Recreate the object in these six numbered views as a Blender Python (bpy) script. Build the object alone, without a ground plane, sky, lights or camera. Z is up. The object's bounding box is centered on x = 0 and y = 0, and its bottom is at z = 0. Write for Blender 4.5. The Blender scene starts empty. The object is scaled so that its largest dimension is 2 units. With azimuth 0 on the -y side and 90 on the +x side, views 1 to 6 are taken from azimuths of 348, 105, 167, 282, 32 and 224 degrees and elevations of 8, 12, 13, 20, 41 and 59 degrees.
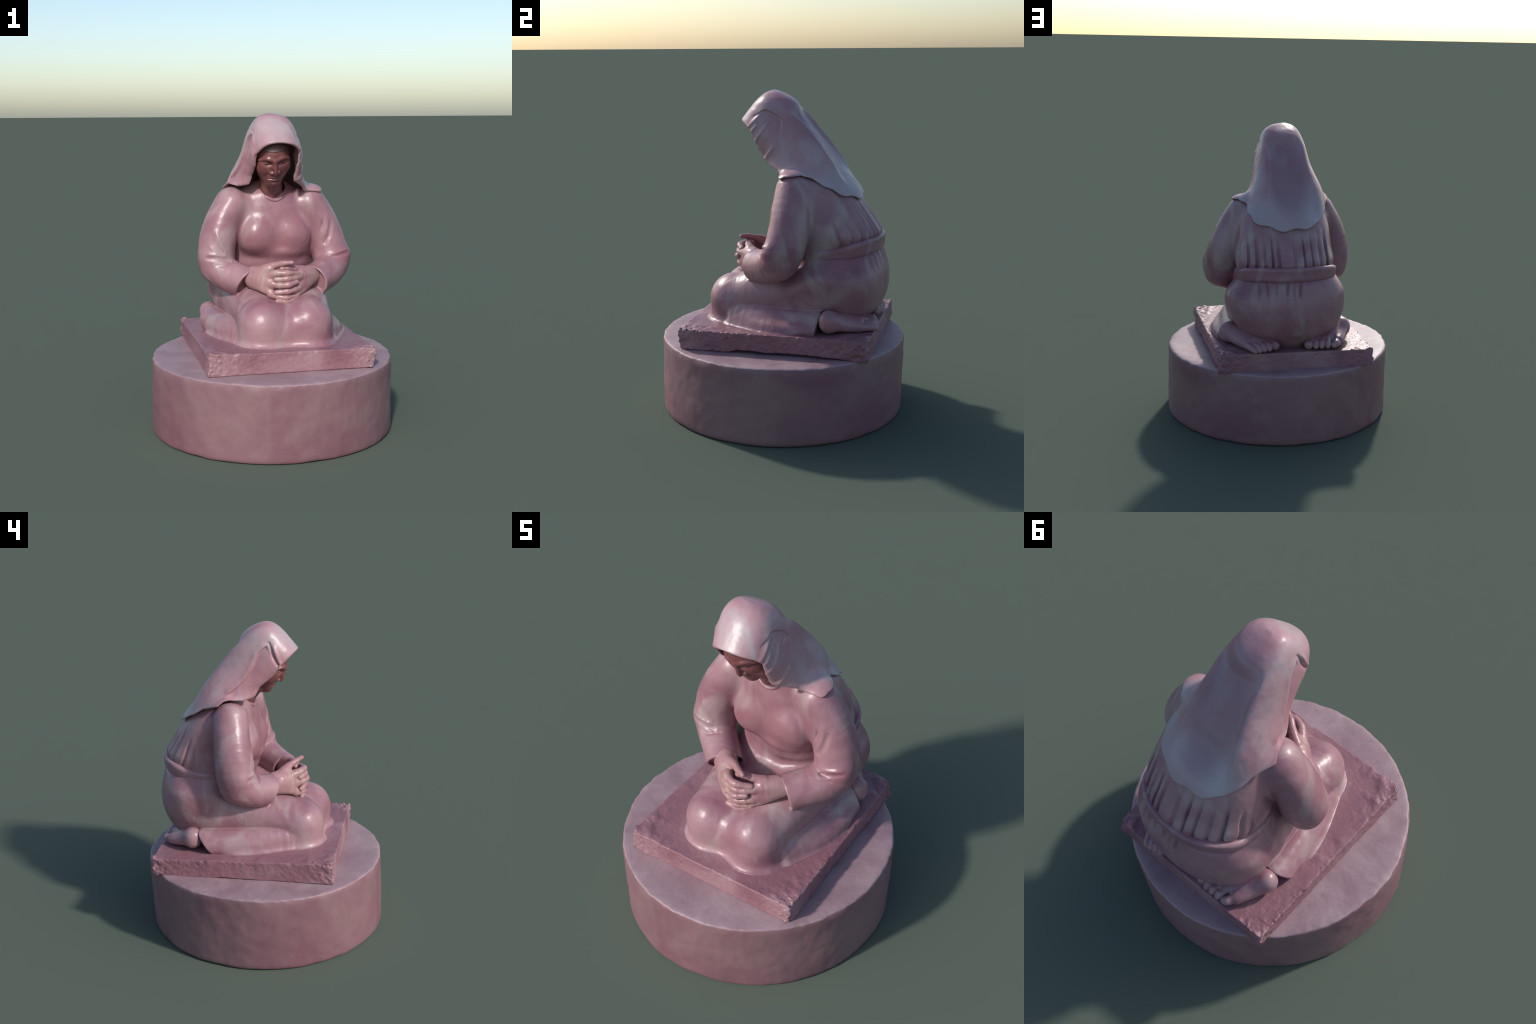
"""Glazed ceramic statue: a hooded woman kneeling on a square slab on a round plinth.

The figure is described by smooth-blended implicit volumes (lofted profiles, limbs swept along
splines, ellipsoids), polygonised once per body part.  Units: metres, z up, figure looks along -y.
"""
import bpy
import math
import numpy as np

F32 = np.float32
QUALITY = 1.0            # scale of the sampling step (1 = final)

# ------------------------------------------------------------------ small maths helpers
def smin(a, b, k):
    h = np.clip(0.5 + 0.5 * (b - a) / k, 0, 1)
    return b + (a - b) * h - k * h * (1 - h)

def smax(a, b, k):
    return -smin(-a, -b, k)

def step(x, a, b):
    t = np.clip((x - a) / (b - a), 0, 1)
    return t * t * (3 - 2 * t)

def bell(x, w):
    return np.exp(-(x / w) ** 2)

def spline(keys, n=160):
    """Smooth (monotone-ish Catmull-Rom) table through keys (t, v1, v2, ...), sorted by t."""
    k = np.array(sorted(keys), float)
    t = k[:, 0]
    tt = np.linspace(t[0], t[-1], n)
    out = [tt]
    for c in range(1, k.shape[1]):
        v = k[:, c]
        m = np.gradient(v, t)
        i = np.clip(np.searchsorted(t, tt) - 1, 0, len(t) - 2)
        h = t[i + 1] - t[i]
        s = (tt - t[i]) / h
        out.append((2*s**3 - 3*s**2 + 1) * v[i] + (s**3 - 2*s**2 + s) * h * m[i]
                   + (-2*s**3 + 3*s**2) * v[i + 1] + (s**3 - s**2) * h * m[i + 1])
    return np.array(out)

def at(tab, t):
    return [np.interp(t, tab[0], tab[c]).astype(F32) for c in range(1, len(tab))]

def curve(points, n):
    """Catmull-Rom resampling of (x, y, z, radius...) control points to n+1 points."""
    p = np.array(points, float)
    m = len(p)
    if m == 2:
        return np.array([p[0] + (p[1] - p[0]) * i / n for i in range(n + 1)])
    e = np.vstack([2 * p[0] - p[1], p, 2 * p[-1] - p[-2]])
    u = np.linspace(0, m - 1, n + 1)
    i = np.clip(u.astype(int), 0, m - 2)
    s = (u - i)[:, None]
    a, b, c, d = e[i], e[i + 1], e[i + 2], e[i + 3]
    return 0.5 * (2*b + (c - a) * s + (2*a - 5*b + 4*c - d) * s**2 + (3*b - a - 3*c + d) * s**3)

# ------------------------------------------------------------------ implicit primitives, P is (N, 3)
def ellipsoid(P, c, r, basis=None):
    q = P - np.array(c, F32)
    if basis is not None:
        q = q @ np.array(basis, F32).T
    r = np.array(r, F32)
    k0 = np.sqrt(((q / r) ** 2).sum(1)) + 1e-9
    k1 = np.sqrt(((q / (r * r)) ** 2).sum(1)) + 1e-9
    return k0 * (k0 - 1) / k1

def limb(P, points, n=None, margin=0.1, squash=None):
    """Swept round volume along a spline of (x, y, z, r)."""
    c = curve(points, n or 4 * (len(points) - 1)).astype(F32)
    s = np.array(squash if squash else (1, 1, 1), F32)
    lo = c[:, :3].min(0) - c[:, 3].max() * 1.3 - margin
    hi = c[:, :3].max(0) + c[:, 3].max() * 1.3 + margin
    out = np.maximum(lo - P, P - hi).max(1) + margin
    m = out < margin
    q = P[m] / s
    best = np.full(len(q), 9.0, F32)
    cs = c[:, :3] / s
    for a, b, ra, rb in zip(cs[:-1], cs[1:], c[:-1, 3], c[1:, 3]):
        ab = b - a
        t = np.clip(((q - a) @ ab) / max(float(ab @ ab), 1e-12), 0, 1)
        w = q - a - t[:, None] * ab
        best = np.minimum(best, np.sqrt((w * w).sum(1)) - (ra + (rb - ra) * t))
    out[m] = best
    return out

def loft(P, tab, n=2.2, zcap=0.02, forward=0.0):
    """Stack of superelliptic sections: table columns z, x_left, x_right, y_front, y_back, y_widest."""
    z = P[:, 2]
    xl, xr, yf, yb, yw = at(tab, z)
    yf = yf - forward
    cx, a = (xl + xr) * 0.5, (xr - xl) * 0.5
    dx, dy = P[:, 0] - cx, P[:, 1] - yw
    b = np.where(dy < 0, yw - yf, yb - yw)
    rho = ((np.abs(dx) / a) ** n + (np.abs(dy) / b) ** n) ** (1.0 / n) + 1e-6
    r = np.sqrt(dx * dx + dy * dy)
    d = np.where(rho > 0.25, r - r / rho, -np.minimum(a, b) * 0.75)
    d = np.maximum(d, -0.3)
    return smax(d, np.maximum(z - tab[0][-1], tab[0][0] - z), zcap)

def path_distance(u, v, pts, n=24, grow=None):
    """2D distance to a polyline-spline, signed side (+ = left of travel) and parameter 0..1."""
    c = curve([(p[0], p[1]) for p in pts], n).astype(F32)
    best = np.full(len(u), 9.0, F32)
    side = np.zeros(len(u), F32)
    par = np.zeros(len(u), F32)
    for i in range(n):
        ax, ay = c[i]
        bx, by = c[i + 1] - c[i]
        L = bx * bx + by * by
        t = np.clip(((u - ax) * bx + (v - ay) * by) / L, 0, 1)
        wx, wy = u - ax - t * bx, v - ay - t * by
        d = np.sqrt(wx * wx + wy * wy)
        k = d < best
        best = np.where(k, d, best)
        side = np.where(k, np.sign(bx * wy - by * wx), side)
        par = np.where(k, (i + t) / n, par)
    return best, side, par

def groove(P, pts, depth, width, n=None):
    """Depth field of a soft furrow along a 3D spline, tapering to both ends."""
    c = curve([tuple(p) for p in pts], n or 4 * (len(pts) - 1)).astype(F32)
    lo, hi = c.min(0) - 3 * width, c.max(0) + 3 * width
    out = np.zeros(len(P), F32)
    m = ((P > lo) & (P < hi)).all(1)
    if not m.any():
        return out
    q = P[m]
    best = np.full(len(q), 9.0, F32)
    par = np.zeros(len(q), F32)
    k = len(c) - 1
    for i in range(k):
        ab = c[i + 1] - c[i]
        t = np.clip(((q - c[i]) @ ab) / max(float(ab @ ab), 1e-12), 0, 1)
        w = q - c[i] - t[:, None] * ab
        d = np.sqrt((w * w).sum(1))
        s = d < best
        best = np.where(s, d, best)
        par = np.where(s, (i + t) / k, par)
    out[m] = depth * bell(best, width) * np.sqrt(np.clip(4 * par * (1 - par), 0, 1))
    return out

def noise(P, scale, seed=0):
    """Value noise in -1..1."""
    q = P * scale + 37.0 + seed * 11.3
    i = np.floor(q).astype(np.int64)
    f = (q - i).astype(F32)
    f = f * f * f * (f * (f * 6 - 15) + 10)
    def h(dx, dy, dz):
        v = ((i[:, 0] + dx) * 73856093) ^ ((i[:, 1] + dy) * 19349663) ^ ((i[:, 2] + dz) * 83492791) ^ (seed * 2654435)
        v = (v ^ (v >> 13)) * 1274126177 & 0x7fffffff
        return ((v ^ (v >> 16)) & 0xffff).astype(F32) / 32767.5 - 1
    x, y, z = f[:, 0], f[:, 1], f[:, 2]
    def lx(dy, dz):
        return h(0, dy, dz) * (1 - x) + h(1, dy, dz) * x
    a = lx(0, 0) * (1 - y) + lx(1, 0) * y
    b = lx(0, 1) * (1 - y) + lx(1, 1) * y
    return a * (1 - z) + b * z

def fbm(P, scale, octaves=3, seed=0):
    o, a, t = 0, 1.0, 0
    for k in range(octaves):
        o = o + a * noise(P, scale * 2 ** k, seed + k)
        t += a
        a *= 0.5
    return o / t

# ------------------------------------------------------------------ polygonising an implicit volume
def evaluate(f, P, chunk=400000):
    return np.concatenate([f(P[i:i + chunk]) for i in range(0, len(P), chunk)]) if len(P) else np.zeros(0, F32)

def polygonise(f, lo, hi, h, grad_step=None):
    """Surface nets on a regular grid, vertices then pulled onto the zero surface. Returns verts, quads, normals."""
    h *= QUALITY
    B = 8
    nb = np.ceil((np.array(hi) - np.array(lo)) / (h * B)).astype(int)
    n = nb * B
    lo = np.array(lo, F32)
    bi = np.stack(np.meshgrid(*[np.arange(k) for k in nb], indexing='ij'), -1).reshape(-1, 3)
    cen = (lo + (bi * B + B / 2 - 0.5) * h).astype(F32)
    fc = evaluate(f, cen)
    keep = np.abs(fc) < 1.6 * h * B * 0.87 + 0.02
    G = np.repeat(np.repeat(np.repeat(np.sign(fc).reshape(nb).astype(F32), B, 0), B, 1), B, 2)
    off = np.stack(np.meshgrid(*[np.arange(B)] * 3, indexing='ij'), -1).reshape(-1, 3)
    act = bi[keep]
    idx = (act[:, None, :] * B + off[None]).reshape(-1, 3)
    G[idx[:, 0], idx[:, 1], idx[:, 2]] = evaluate(f, (lo + idx * h).astype(F32))
    S = G < 0
    cells = np.zeros(np.array(G.shape) - 1, np.int8)
    for dx in (0, 1):
        for dy in (0, 1):
            for dz in (0, 1):
                cells += S[dx:dx + n[0] - 1, dy:dy + n[1] - 1, dz:dz + n[2] - 1]
    ci = np.argwhere((cells > 0) & (cells < 8))
    num = np.full(cells.shape, -1, np.int32)
    num[ci[:, 0], ci[:, 1], ci[:, 2]] = np.arange(len(ci))
    acc = np.zeros((len(ci), 3), F32)
    cnt = np.zeros((len(ci), 1), F32)
    cor = [(0, 0, 0), (1, 0, 0), (0, 1, 0), (1, 1, 0), (0, 0, 1), (1, 0, 1), (0, 1, 1), (1, 1, 1)]
    for a in range(8):
        for b in range(a + 1, 8):
            A, C = np.array(cor[a]), np.array(cor[b])
            if np.abs(A - C).sum() != 1:
                continue
            ia, ib = ci + A, ci + C
            va, vb = G[ia[:, 0], ia[:, 1], ia[:, 2]], G[ib[:, 0], ib[:, 1], ib[:, 2]]
            m = (va < 0) != (vb < 0)
            t = np.where(m, va / np.where(m, va - vb, 1), 0)[:, None]
            acc += np.where(m[:, None], A + (C - A) * t, 0).astype(F32)
            cnt += m[:, None]
    V = (lo + (ci + acc / cnt) * h).astype(F32)
    quads = []
    for ax in range(3):
        u, w = (ax + 1) % 3, (ax + 2) % 3
        sl0, sl1 = [slice(None)] * 3, [slice(None)] * 3
        sl0[ax], sl1[ax] = slice(0, -1), slice(1, None)
        e = np.argwhere(S[tuple(sl0)] != S[tuple(sl1)])
        ok = (e[:, u] > 0) & (e[:, w] > 0) & (e[:, u] < n[u] - 1) & (e[:, w] < n[w] - 1)
        e = e[ok]
        inside = S[e[:, 0], e[:, 1], e[:, 2]]
        q = []
        for du, dw in ((0, 0), (-1, 0), (-1, -1), (0, -1)):
            c = e.copy()
            c[:, u] += du
            c[:, w] += dw
            q.append(num[c[:, 0], c[:, 1], c[:, 2]])
        q = np.stack(q, 1)
        q[~inside] = q[~inside][:, ::-1]
        quads.append(q)
    Q = np.vstack(quads)
    Q = Q[(Q >= 0).all(1)]
    g = grad_step or h * 0.6
    def grad(X, s):
        out = np.empty_like(X)
        for k in range(3):
            d = np.zeros(3, F32)
            d[k] = s
            out[:, k] = (evaluate(f, X + d) - evaluate(f, X - d)) / (2 * s)
        return out
    for _ in range(2):
        gr = grad(V, g * 0.6)
        L = np.maximum((gr * gr).sum(1, keepdims=True), 0.15)
        V = V - np.clip(evaluate(f, V)[:, None] * gr / L, -0.6 * h, 0.6 * h)
    N = grad(V, g)
    N /= np.linalg.norm(N, axis=1, keepdims=True) + 1e-9
    # orientation check: quads must look along the gradient
    fn = np.cross(V[Q[:500, 1]] - V[Q[:500, 0]], V[Q[:500, 2]] - V[Q[:500, 0]])
    if (fn * N[Q[:500, 0]]).sum() < 0:
        Q = Q[:, ::-1]
    return V, Q, N

def drop_fragments(V, Q, N, least=400):
    """Remove tiny floating shells."""
    lab = np.arange(len(V))
    while True:
        m = lab[Q].min(1)
        new = lab.copy()
        np.minimum.at(new, Q.ravel(), np.repeat(m, 4))
        new = new[new]
        if (new == lab).all():
            break
        lab = new
    c = np.bincount(lab, minlength=len(V))
    keep = c[lab] >= least
    Q = Q[keep[Q].all(1)]
    return V, Q, N

# ------------------------------------------------------------------ scene helpers
ROOT = None

def make_object(name, V, Q, N, material, parent):
    used, inv = np.unique(Q, return_inverse=True)
    me = bpy.data.meshes.new(name)
    v = V[used].astype(float)
    q = inv.reshape(Q.shape)
    me.from_pydata(v.tolist(), [], q.tolist())
    me.polygons.foreach_set("use_smooth", np.ones(len(q), bool))
    me.update()
    if N is not None:
        me.normals_split_custom_set_from_vertices(N[used].astype(float).tolist())
    me.materials.append(material)
    ob = bpy.data.objects.new(name, me)
    bpy.context.scene.collection.objects.link(ob)
    ob.parent = parent
    return ob

def split_object(V, Q, N, labels, names, material, parent):
    """Split one seamless surface into named regions; labels are per vertex region numbers."""
    lq = labels[Q]
    face = np.sort(lq, 1)[:, 1]
    obs = {}
    for k, (name, par) in enumerate(names):
        m = face == k
        if m.sum() < 8:
            continue
        obs[k] = make_object(name, V, Q[m], N, material, obs.get(par, parent) if par is not None else parent)
    return obs

# ------------------------------------------------------------------ materials
def glazed(name, tones, rough=(0.29, 0.42), scale=3.0, speck=0.04, bump=0.01, spec=0.5, coat=0.0, grain=220.0, pale=None, pale_amount=0.75, uneven=0.2):
    m = bpy.data.materials.new(name)
    m.use_nodes = True
    nt = m.node_tree
    nt.nodes.clear()
    N = nt.nodes.new
    L = nt.links.new
    out = N('ShaderNodeOutputMaterial')
    bs = N('ShaderNodeBsdfPrincipled')
    L(bs.outputs[0], out.inputs[0])
    tc = N('ShaderNodeTexCoord')
    big = N('ShaderNodeTexNoise')
    big.inputs['Scale'].default_value = scale
    big.inputs['Detail'].default_value = 3
    big.inputs['Distortion'].default_value = 0.6
    L(tc.outputs['Object'], big.inputs['Vector'])
    ramp = N('ShaderNodeValToRGB')
    el = ramp.color_ramp.elements
    while len(el) < len(tones):
        el.new(0.5)
    for i, c in enumerate(tones):
        el[i].position = 0.3 + 0.4 * i / max(1, len(tones) - 1)
        el[i].color = (*c, 1)
    L(big.outputs['Fac'], ramp.inputs[0])
    fine = N('ShaderNodeTexNoise')
    fine.inputs['Scale'].default_value = scale * 14
    fine.inputs['Detail'].default_value = 6
    fine.inputs['Roughness'].default_value = 0.7
    L(tc.outputs['Object'], fine.inputs['Vector'])
    mr = N('ShaderNodeMapRange')
    mr.inputs['From Min'].default_value = 0.3
    mr.inputs['From Max'].default_value = 0.7
    mr.inputs['To Min'].default_value = 1 - speck
    mr.inputs['To Max'].default_value = 1 + speck
    L(fine.outputs['Fac'], mr.inputs[0])
    mul = N('ShaderNodeVectorMath')
    mul.operation = 'SCALE'
    colour = ramp.outputs[0]
    if pale:
        blot = N('ShaderNodeTexNoise')
        blot.inputs['Scale'].default_value = scale * 1.3
        blot.inputs['Detail'].default_value = 4
        blot.inputs['Distortion'].default_value = 1.2
        mp = N('ShaderNodeMapping')
        mp.inputs['Location'].default_value = (7.3, 2.1, 4.7)
        mp.inputs['Scale'].default_value = (1.0, 1.0, 0.55)
        L(tc.outputs['Object'], mp.inputs['Vector'])
        L(mp.outputs[0], blot.inputs['Vector'])
        pr = N('ShaderNodeMapRange')
        pr.inputs['From Min'].default_value = 0.52
        pr.inputs['From Max'].default_value = 0.72
        pr.inputs['To Max'].default_value = pale_amount
        L(blot.outputs['Fac'], pr.inputs[0])
        mx = N('ShaderNodeMix')
        mx.data_type = 'RGBA'
        L(pr.outputs[0], mx.inputs['Factor'])
        L(colour, mx.inputs['A'])
        mx.inputs['B'].default_value = (*pale, 1)
        colour = mx.outputs['Result']
    L(colour, mul.inputs[0])
    L(mr.outputs[0], mul.inputs['Scale'])
    L(mul.outputs[0], bs.inputs['Base Color'])
    rr = N('ShaderNodeMapRange')
    rr.inputs['To Min'].default_value = rough[0]
    rr.inputs['To Max'].default_value = rough[1]
    L(big.outputs['Fac'], rr.inputs[0])
    L(rr.outputs[0], bs.inputs['Roughness'])
    bs.inputs['Specular IOR Level'].default_value = spec
    bs.inputs['Coat Weight'].default_value = coat
    bs.inputs['Coat Roughness'].default_value = 0.12
    gn = N('ShaderNodeTexNoise')
    gn.inputs['Scale'].default_value = grain
    gn.inputs['Detail'].default_value = 3
    L(tc.outputs['Object'], gn.inputs['Vector'])
    bp = N('ShaderNodeBump')
    bp.inputs['Strength'].default_value = bump
    bp.inputs['Distance'].default_value = 0.01
    L(gn.outputs['Fac'], bp.inputs['Height'])
    wn = N('ShaderNodeTexNoise')
    wn.inputs['Scale'].default_value = 11.0
    wn.inputs['Detail'].default_value = 2
    L(tc.outputs['Object'], wn.inputs['Vector'])
    bq = N('ShaderNodeBump')
    bq.inputs['Strength'].default_value = uneven
    bq.inputs['Distance'].default_value = 0.03
    L(wn.outputs['Fac'], bq.inputs['Height'])
    L(bp.outputs[0], bq.inputs['Normal'])
    L(bq.outputs[0], bs.inputs['Normal'])
    return m

GLAZE = glazed('pink_glaze', [(0.225, 0.092, 0.120), (0.302, 0.154, 0.180), (0.352, 0.205, 0.222)], pale=(0.41, 0.33, 0.32))
HAND_GLAZE = glazed('hand_glaze', [(0.29, 0.135, 0.15), (0.36, 0.19, 0.20), (0.40, 0.25, 0.235)], pale=(0.44, 0.38, 0.31), scale=6.0)
HOOD_GLAZE = glazed('pale_hood_glaze', [(0.38, 0.165, 0.195), (0.40, 0.235, 0.26), (0.42, 0.335, 0.355)], pale=(0.42, 0.41, 0.43), scale=2.4)
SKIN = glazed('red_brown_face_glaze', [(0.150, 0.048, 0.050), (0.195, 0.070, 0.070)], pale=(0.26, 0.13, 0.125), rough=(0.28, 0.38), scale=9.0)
BAND = glazed('grey_headband_glaze', [(0.12, 0.065, 0.065), (0.145, 0.085, 0.082)])  # base colour darkened for the shadow cast by the hood brim
SLAB = glazed('rough_slab_glaze', [(0.21, 0.092, 0.115), (0.26, 0.125, 0.147), (0.32, 0.185, 0.205)], uneven=0.12, rough=(0.38, 0.55), speck=0.10, bump=0.12, grain=120)
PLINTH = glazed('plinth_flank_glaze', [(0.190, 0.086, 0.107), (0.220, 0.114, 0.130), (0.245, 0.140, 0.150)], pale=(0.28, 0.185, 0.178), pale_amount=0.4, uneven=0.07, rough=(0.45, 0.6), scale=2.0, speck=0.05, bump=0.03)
PLINTH_TOP = glazed('plinth_pale_top', [(0.265, 0.165, 0.188), (0.318, 0.212, 0.235), (0.35, 0.25, 0.27)], uneven=0.12, rough=(0.45, 0.65), scale=4.0, speck=0.10, bump=0.06)

def tint_patch(material, colour, centre, half, soft, amount):
    """Blend a differently coloured, soft-edged ellipsoidal patch (object space) into a material."""
    nt = material.node_tree
    bs = next(n for n in nt.nodes if n.type == 'BSDF_PRINCIPLED')
    link = bs.inputs['Base Color'].links[0]
    src = link.from_socket
    tc = next(n for n in nt.nodes if n.type == 'TEX_COORD')
    mp = nt.nodes.new('ShaderNodeMapping')
    mp.vector_type = 'TEXTURE'
    mp.inputs['Location'].default_value = centre
    mp.inputs['Scale'].default_value = half
    nt.links.new(tc.outputs['Object'], mp.inputs['Vector'])
    ln = nt.nodes.new('ShaderNodeVectorMath')
    ln.operation = 'LENGTH'
    nt.links.new(mp.outputs[0], ln.inputs[0])
    mr = nt.nodes.new('ShaderNodeMapRange')
    mr.interpolation_type = 'SMOOTHSTEP'
    mr.inputs['From Min'].default_value = 1 + soft
    mr.inputs['From Max'].default_value = 1 - soft
    mr.inputs['To Max'].default_value = amount
    nt.links.new(ln.outputs['Value'], mr.inputs[0])
    mx = nt.nodes.new('ShaderNodeMix')
    mx.data_type = 'RGBA'
    nt.links.new(mr.outputs[0], mx.inputs['Factor'])
    nt.links.new(src, mx.inputs['A'])
    mx.inputs['B'].default_value = (*colour, 1)
    nt.links.new(mx.outputs['Result'], bs.inputs['Base Color'])

# long purple patch down the hood's back; grey-blue patch along its hem
tint_patch(GLAZE, (0.24, 0.085, 0.105), (0.045, 0.03, 1.22), (0.20, 0.13, 0.19), 0.45, 0.55)  # chest tinted darker rose: occlusion shade around the bust painted into the colour
tint_patch(HOOD_GLAZE, (0.39, 0.40, 0.43), (0.02, 0.40, 1.44), (0.36, 0.20, 0.13), 0.5, 0.5)
tint_patch(HOOD_GLAZE, (0.23, 0.125, 0.165), (0.022, 0.26, 1.68), (0.135, 0.42, 0.26), 0.35, 0.65)

# ------------------------------------------------------------------ body: profiles
#              z     xl      xr     yfront  yback  ywidest
TORSO = spline([
    (0.90, -0.25, 0.37, 0.07, 0.59, 0.35),
    (1.00, -0.258, 0.365, 0.072, 0.612, 0.35),
    (1.07, -0.264, 0.360, 0.056, 0.618, 0.35),
    (1.12, -0.272, 0.366, 0.030, 0.618, 0.35),
    (1.16, -0.275, 0.372, 0.024, 0.628, 0.34),
    (1.22, -0.268, 0.370, 0.025, 0.600, 0.33),
    (1.30, -0.262, 0.352, 0.022, 0.546, 0.31),
    (1.38, -0.258, 0.335, 0.030, 0.488, 0.27),
    (1.44, -0.240, 0.315, 0.042, 0.440, 0.24),
    (1.49, -0.20, 0.270, 0.055, 0.385, 0.22),
    (1.54, -0.12, 0.185, 0.08, 0.32, 0.20),
    (1.58, -0.07, 0.13, 0.085, 0.26, 0.18)])
HIPS = spline([
    (0.555, -0.05, 0.12, 0.22, 0.49, 0.39),
    (0.60, -0.14, 0.20, 0.14, 0.536, 0.40),
    (0.65, -0.230, 0.285, 0.10, 0.588, 0.41),
    (0.70, -0.290, 0.355, 0.08, 0.633, 0.41),
    (0.757, -0.322, 0.402, 0.07, 0.661, 0.41),
    (0.82, -0.340, 0.436, 0.06, 0.678, 0.41),
    (0.88, -0.346, 0.450, 0.06, 0.682, 0.41),
    (0.96, -0.338, 0.434, 0.07, 0.670, 0.41),
    (1.00, -0.318, 0.403, 0.08, 0.658, 0.41),
    (1.05, -0.285, 0.365, 0.08, 0.640, 0.40),
    (1.09, -0.25, 0.32, 0.09, 0.60, 0.38)])

ARM_L = [(-0.225, 0.148, 1.425, 0.112), (-0.285, 0.130, 1.32, 0.115), (-0.326, 0.114, 1.20, 0.121),
         (-0.336, 0.105, 1.09, 0.117), (-0.315, 0.07, 1.015, 0.109), (-0.24, 0.000, 0.969, 0.103), (-0.12, -0.12, 0.940, 0.102)]
ARM_R = [(0.284, 0.140, 1.422, 0.110), (0.344, 0.138, 1.32, 0.115), (0.393, 0.135, 1.20, 0.121),
         (0.422, 0.112, 1.09, 0.120), (0.412, 0.070, 1.015, 0.112), (0.34, -0.015, 0.970, 0.104), (0.20, -0.145, 0.940, 0.102)]
ELBOW_L = [(-0.385, 0.075, 1.09, 0.062), (-0.370, 0.11, 1.02, 0.066)]
ELBOW_R = [(0.492, 0.055, 1.088, 0.045), (0.455, 0.105, 1.01, 0.072)]
CUFF_L = ((-0.168, -0.085, 0.955), (0.51, -0.67, -0.54))
CUFF_R = ((0.252, -0.118, 0.955), (-0.68, -0.69, -0.24))

THIGH_L = [(-0.140, 0.24, 0.80, 0.175), (-0.128, -0.02, 0.776, 0.156), (-0.118, -0.258, 0.712, 0.147)]
THIGH_R = [(0.238, 0.24, 0.80, 0.174), (0.204, -0.02, 0.772, 0.164), (0.163, -0.265, 0.718, 0.151)]
SHIN_L = [(-0.14, -0.25, 0.64, 0.125), (-0.215, -0.15, 0.65, 0.095), (-0.285, 0.03, 0.650, 0.080), (-0.340, 0.36, 0.650, 0.078)]
SHIN_R = [(0.18, -0.25, 0.64, 0.13), (0.275, -0.15, 0.65, 0.095), (0.340, 0.03, 0.650, 0.083), (0.385, 0.37, 0.655, 0.080)]
HEM_STRIP_L = [(-0.24, -0.18, 0.615, 0.04), (-0.33, 0.03, 0.618, 0.036), (-0.385, 0.36, 0.620, 0.036)]
HEM_STRIP_R = [(0.315, -0.215, 0.615, 0.045), (0.425, -0.02, 0.616, 0.036), (0.455, 0.15, 0.616, 0.036), (0.45, 0.37, 0.620, 0.036)]

def belt_mid(P):
    """Height of the belt's middle line round the waist: high at the back, sinking forwards."""
    return np.interp(P[:, 1], [0.1, 0.25, 0.41, 0.54, 0.60], [1.035, 1.05, 1.066, 1.092, 1.102]).astype(F32)

BLOUSE_PLEATS = [0.315, 0.268, 0.222, 0.178, 0.138, 0.036, -0.028, -0.083, -0.142, -0.195]
SKIRT_PLEATS = [0.262, 0.212, 0.158, 0.090, 0.045, 0.006]

def cuff_cut(P, cuff):
    c, n = np.array(cuff[0], F32), np.array(cuff[1], F32)
    return (P - c) @ (n / np.linalg.norm(n))

def sleeve(P, path, cuff, elbow):
    d = smin(limb(P, path, n=18), limb(P, elbow, n=2), 0.05)
    cut = cuff_cut(P, cuff)
    d = smax(d, cut, 0.012)
    hollow = smax(limb(P, [(*p[:3], p[3] - 0.016) for p in path[-3:]], n=8), -(cut + 0.022), 0.012)
    return smax(d, -hollow, 0.008)

def torso_volume(P):
    belly = 0.030 * step(P[:, 2], 0.96, 1.04) * step(P[:, 2], 1.18, 1.10) * (step(P[:, 0], -0.02, 0.12) - 0.9 * step(P[:, 0], 0.02, -0.10))
    d = loft(P, TORSO, 2.1, forward=belly)
    for x in (-0.072, 0.165):
        d = smin(d, ellipsoid(P, (x, 0.090, 1.225), (0.118, 0.100, 0.115)), 0.06)
    # pleats gathered above the belt at the back
    z = P[:, 2]
    m = (P[:, 1] > 0.25) & (z > 1.05) & (z < 1.45)
    if m.any():
        q = P[m]
        w = step(q[:, 2], 1.40, 1.22) * step(q[:, 2], 1.08, 1.13) * step(q[:, 1], 0.36, 0.46)
        ang = np.zeros(len(q), F32)
        for i, x in enumerate(BLOUSE_PLEATS):
            lean = x + (q[:, 2] - 1.17) * (0.0 - 0.25 * (x - 0.06))
            ang += (0.021 + 0.006 * math.sin(i * 2.3)) * bell(q[:, 0] - lean, 0.0085 + 0.0025 * math.sin(i * 1.7))
        # the outermost gathers run round the flanks
        for i, (yy, sx) in enumerate(((0.43, 1), (0.37, 1), (0.46, -1), (0.40, -1))):
            lean = yy - (q[:, 2] - 1.14) * 0.35
            ang += (0.012 if i % 2 else 0.015) * bell(q[:, 1] - lean, 0.011) * (sx * (q[:, 0] - 0.05) > 0.12) * step(q[:, 2], 1.33, 1.2) * step(q[:, 2], 1.06, 1.10) / np.maximum(w, 0.15)
        d[m] += ang * w - 0.006 * w * step(q[:, 2], 1.27, 1.16)
    return d

def hips_volume(P):
    d = loft(P, HIPS, 2.05)
    z = P[:, 2]
    m = (P[:, 1] > 0.45) & (z > 0.85)
    if m.any():
        q = P[m]
        g = np.zeros(len(q), F32)
        for i, x in enumerate(SKIRT_PLEATS):
            g += (0.014 + 0.004 * math.sin(i * 2.9)) * bell(q[:, 0] - x + (q[:, 2] - 1.03) * (0.12 if x < 0.1 else 0.02), 0.0085)
        d[m] += g * step(q[:, 2], 0.93, 1.0)
    return d

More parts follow.
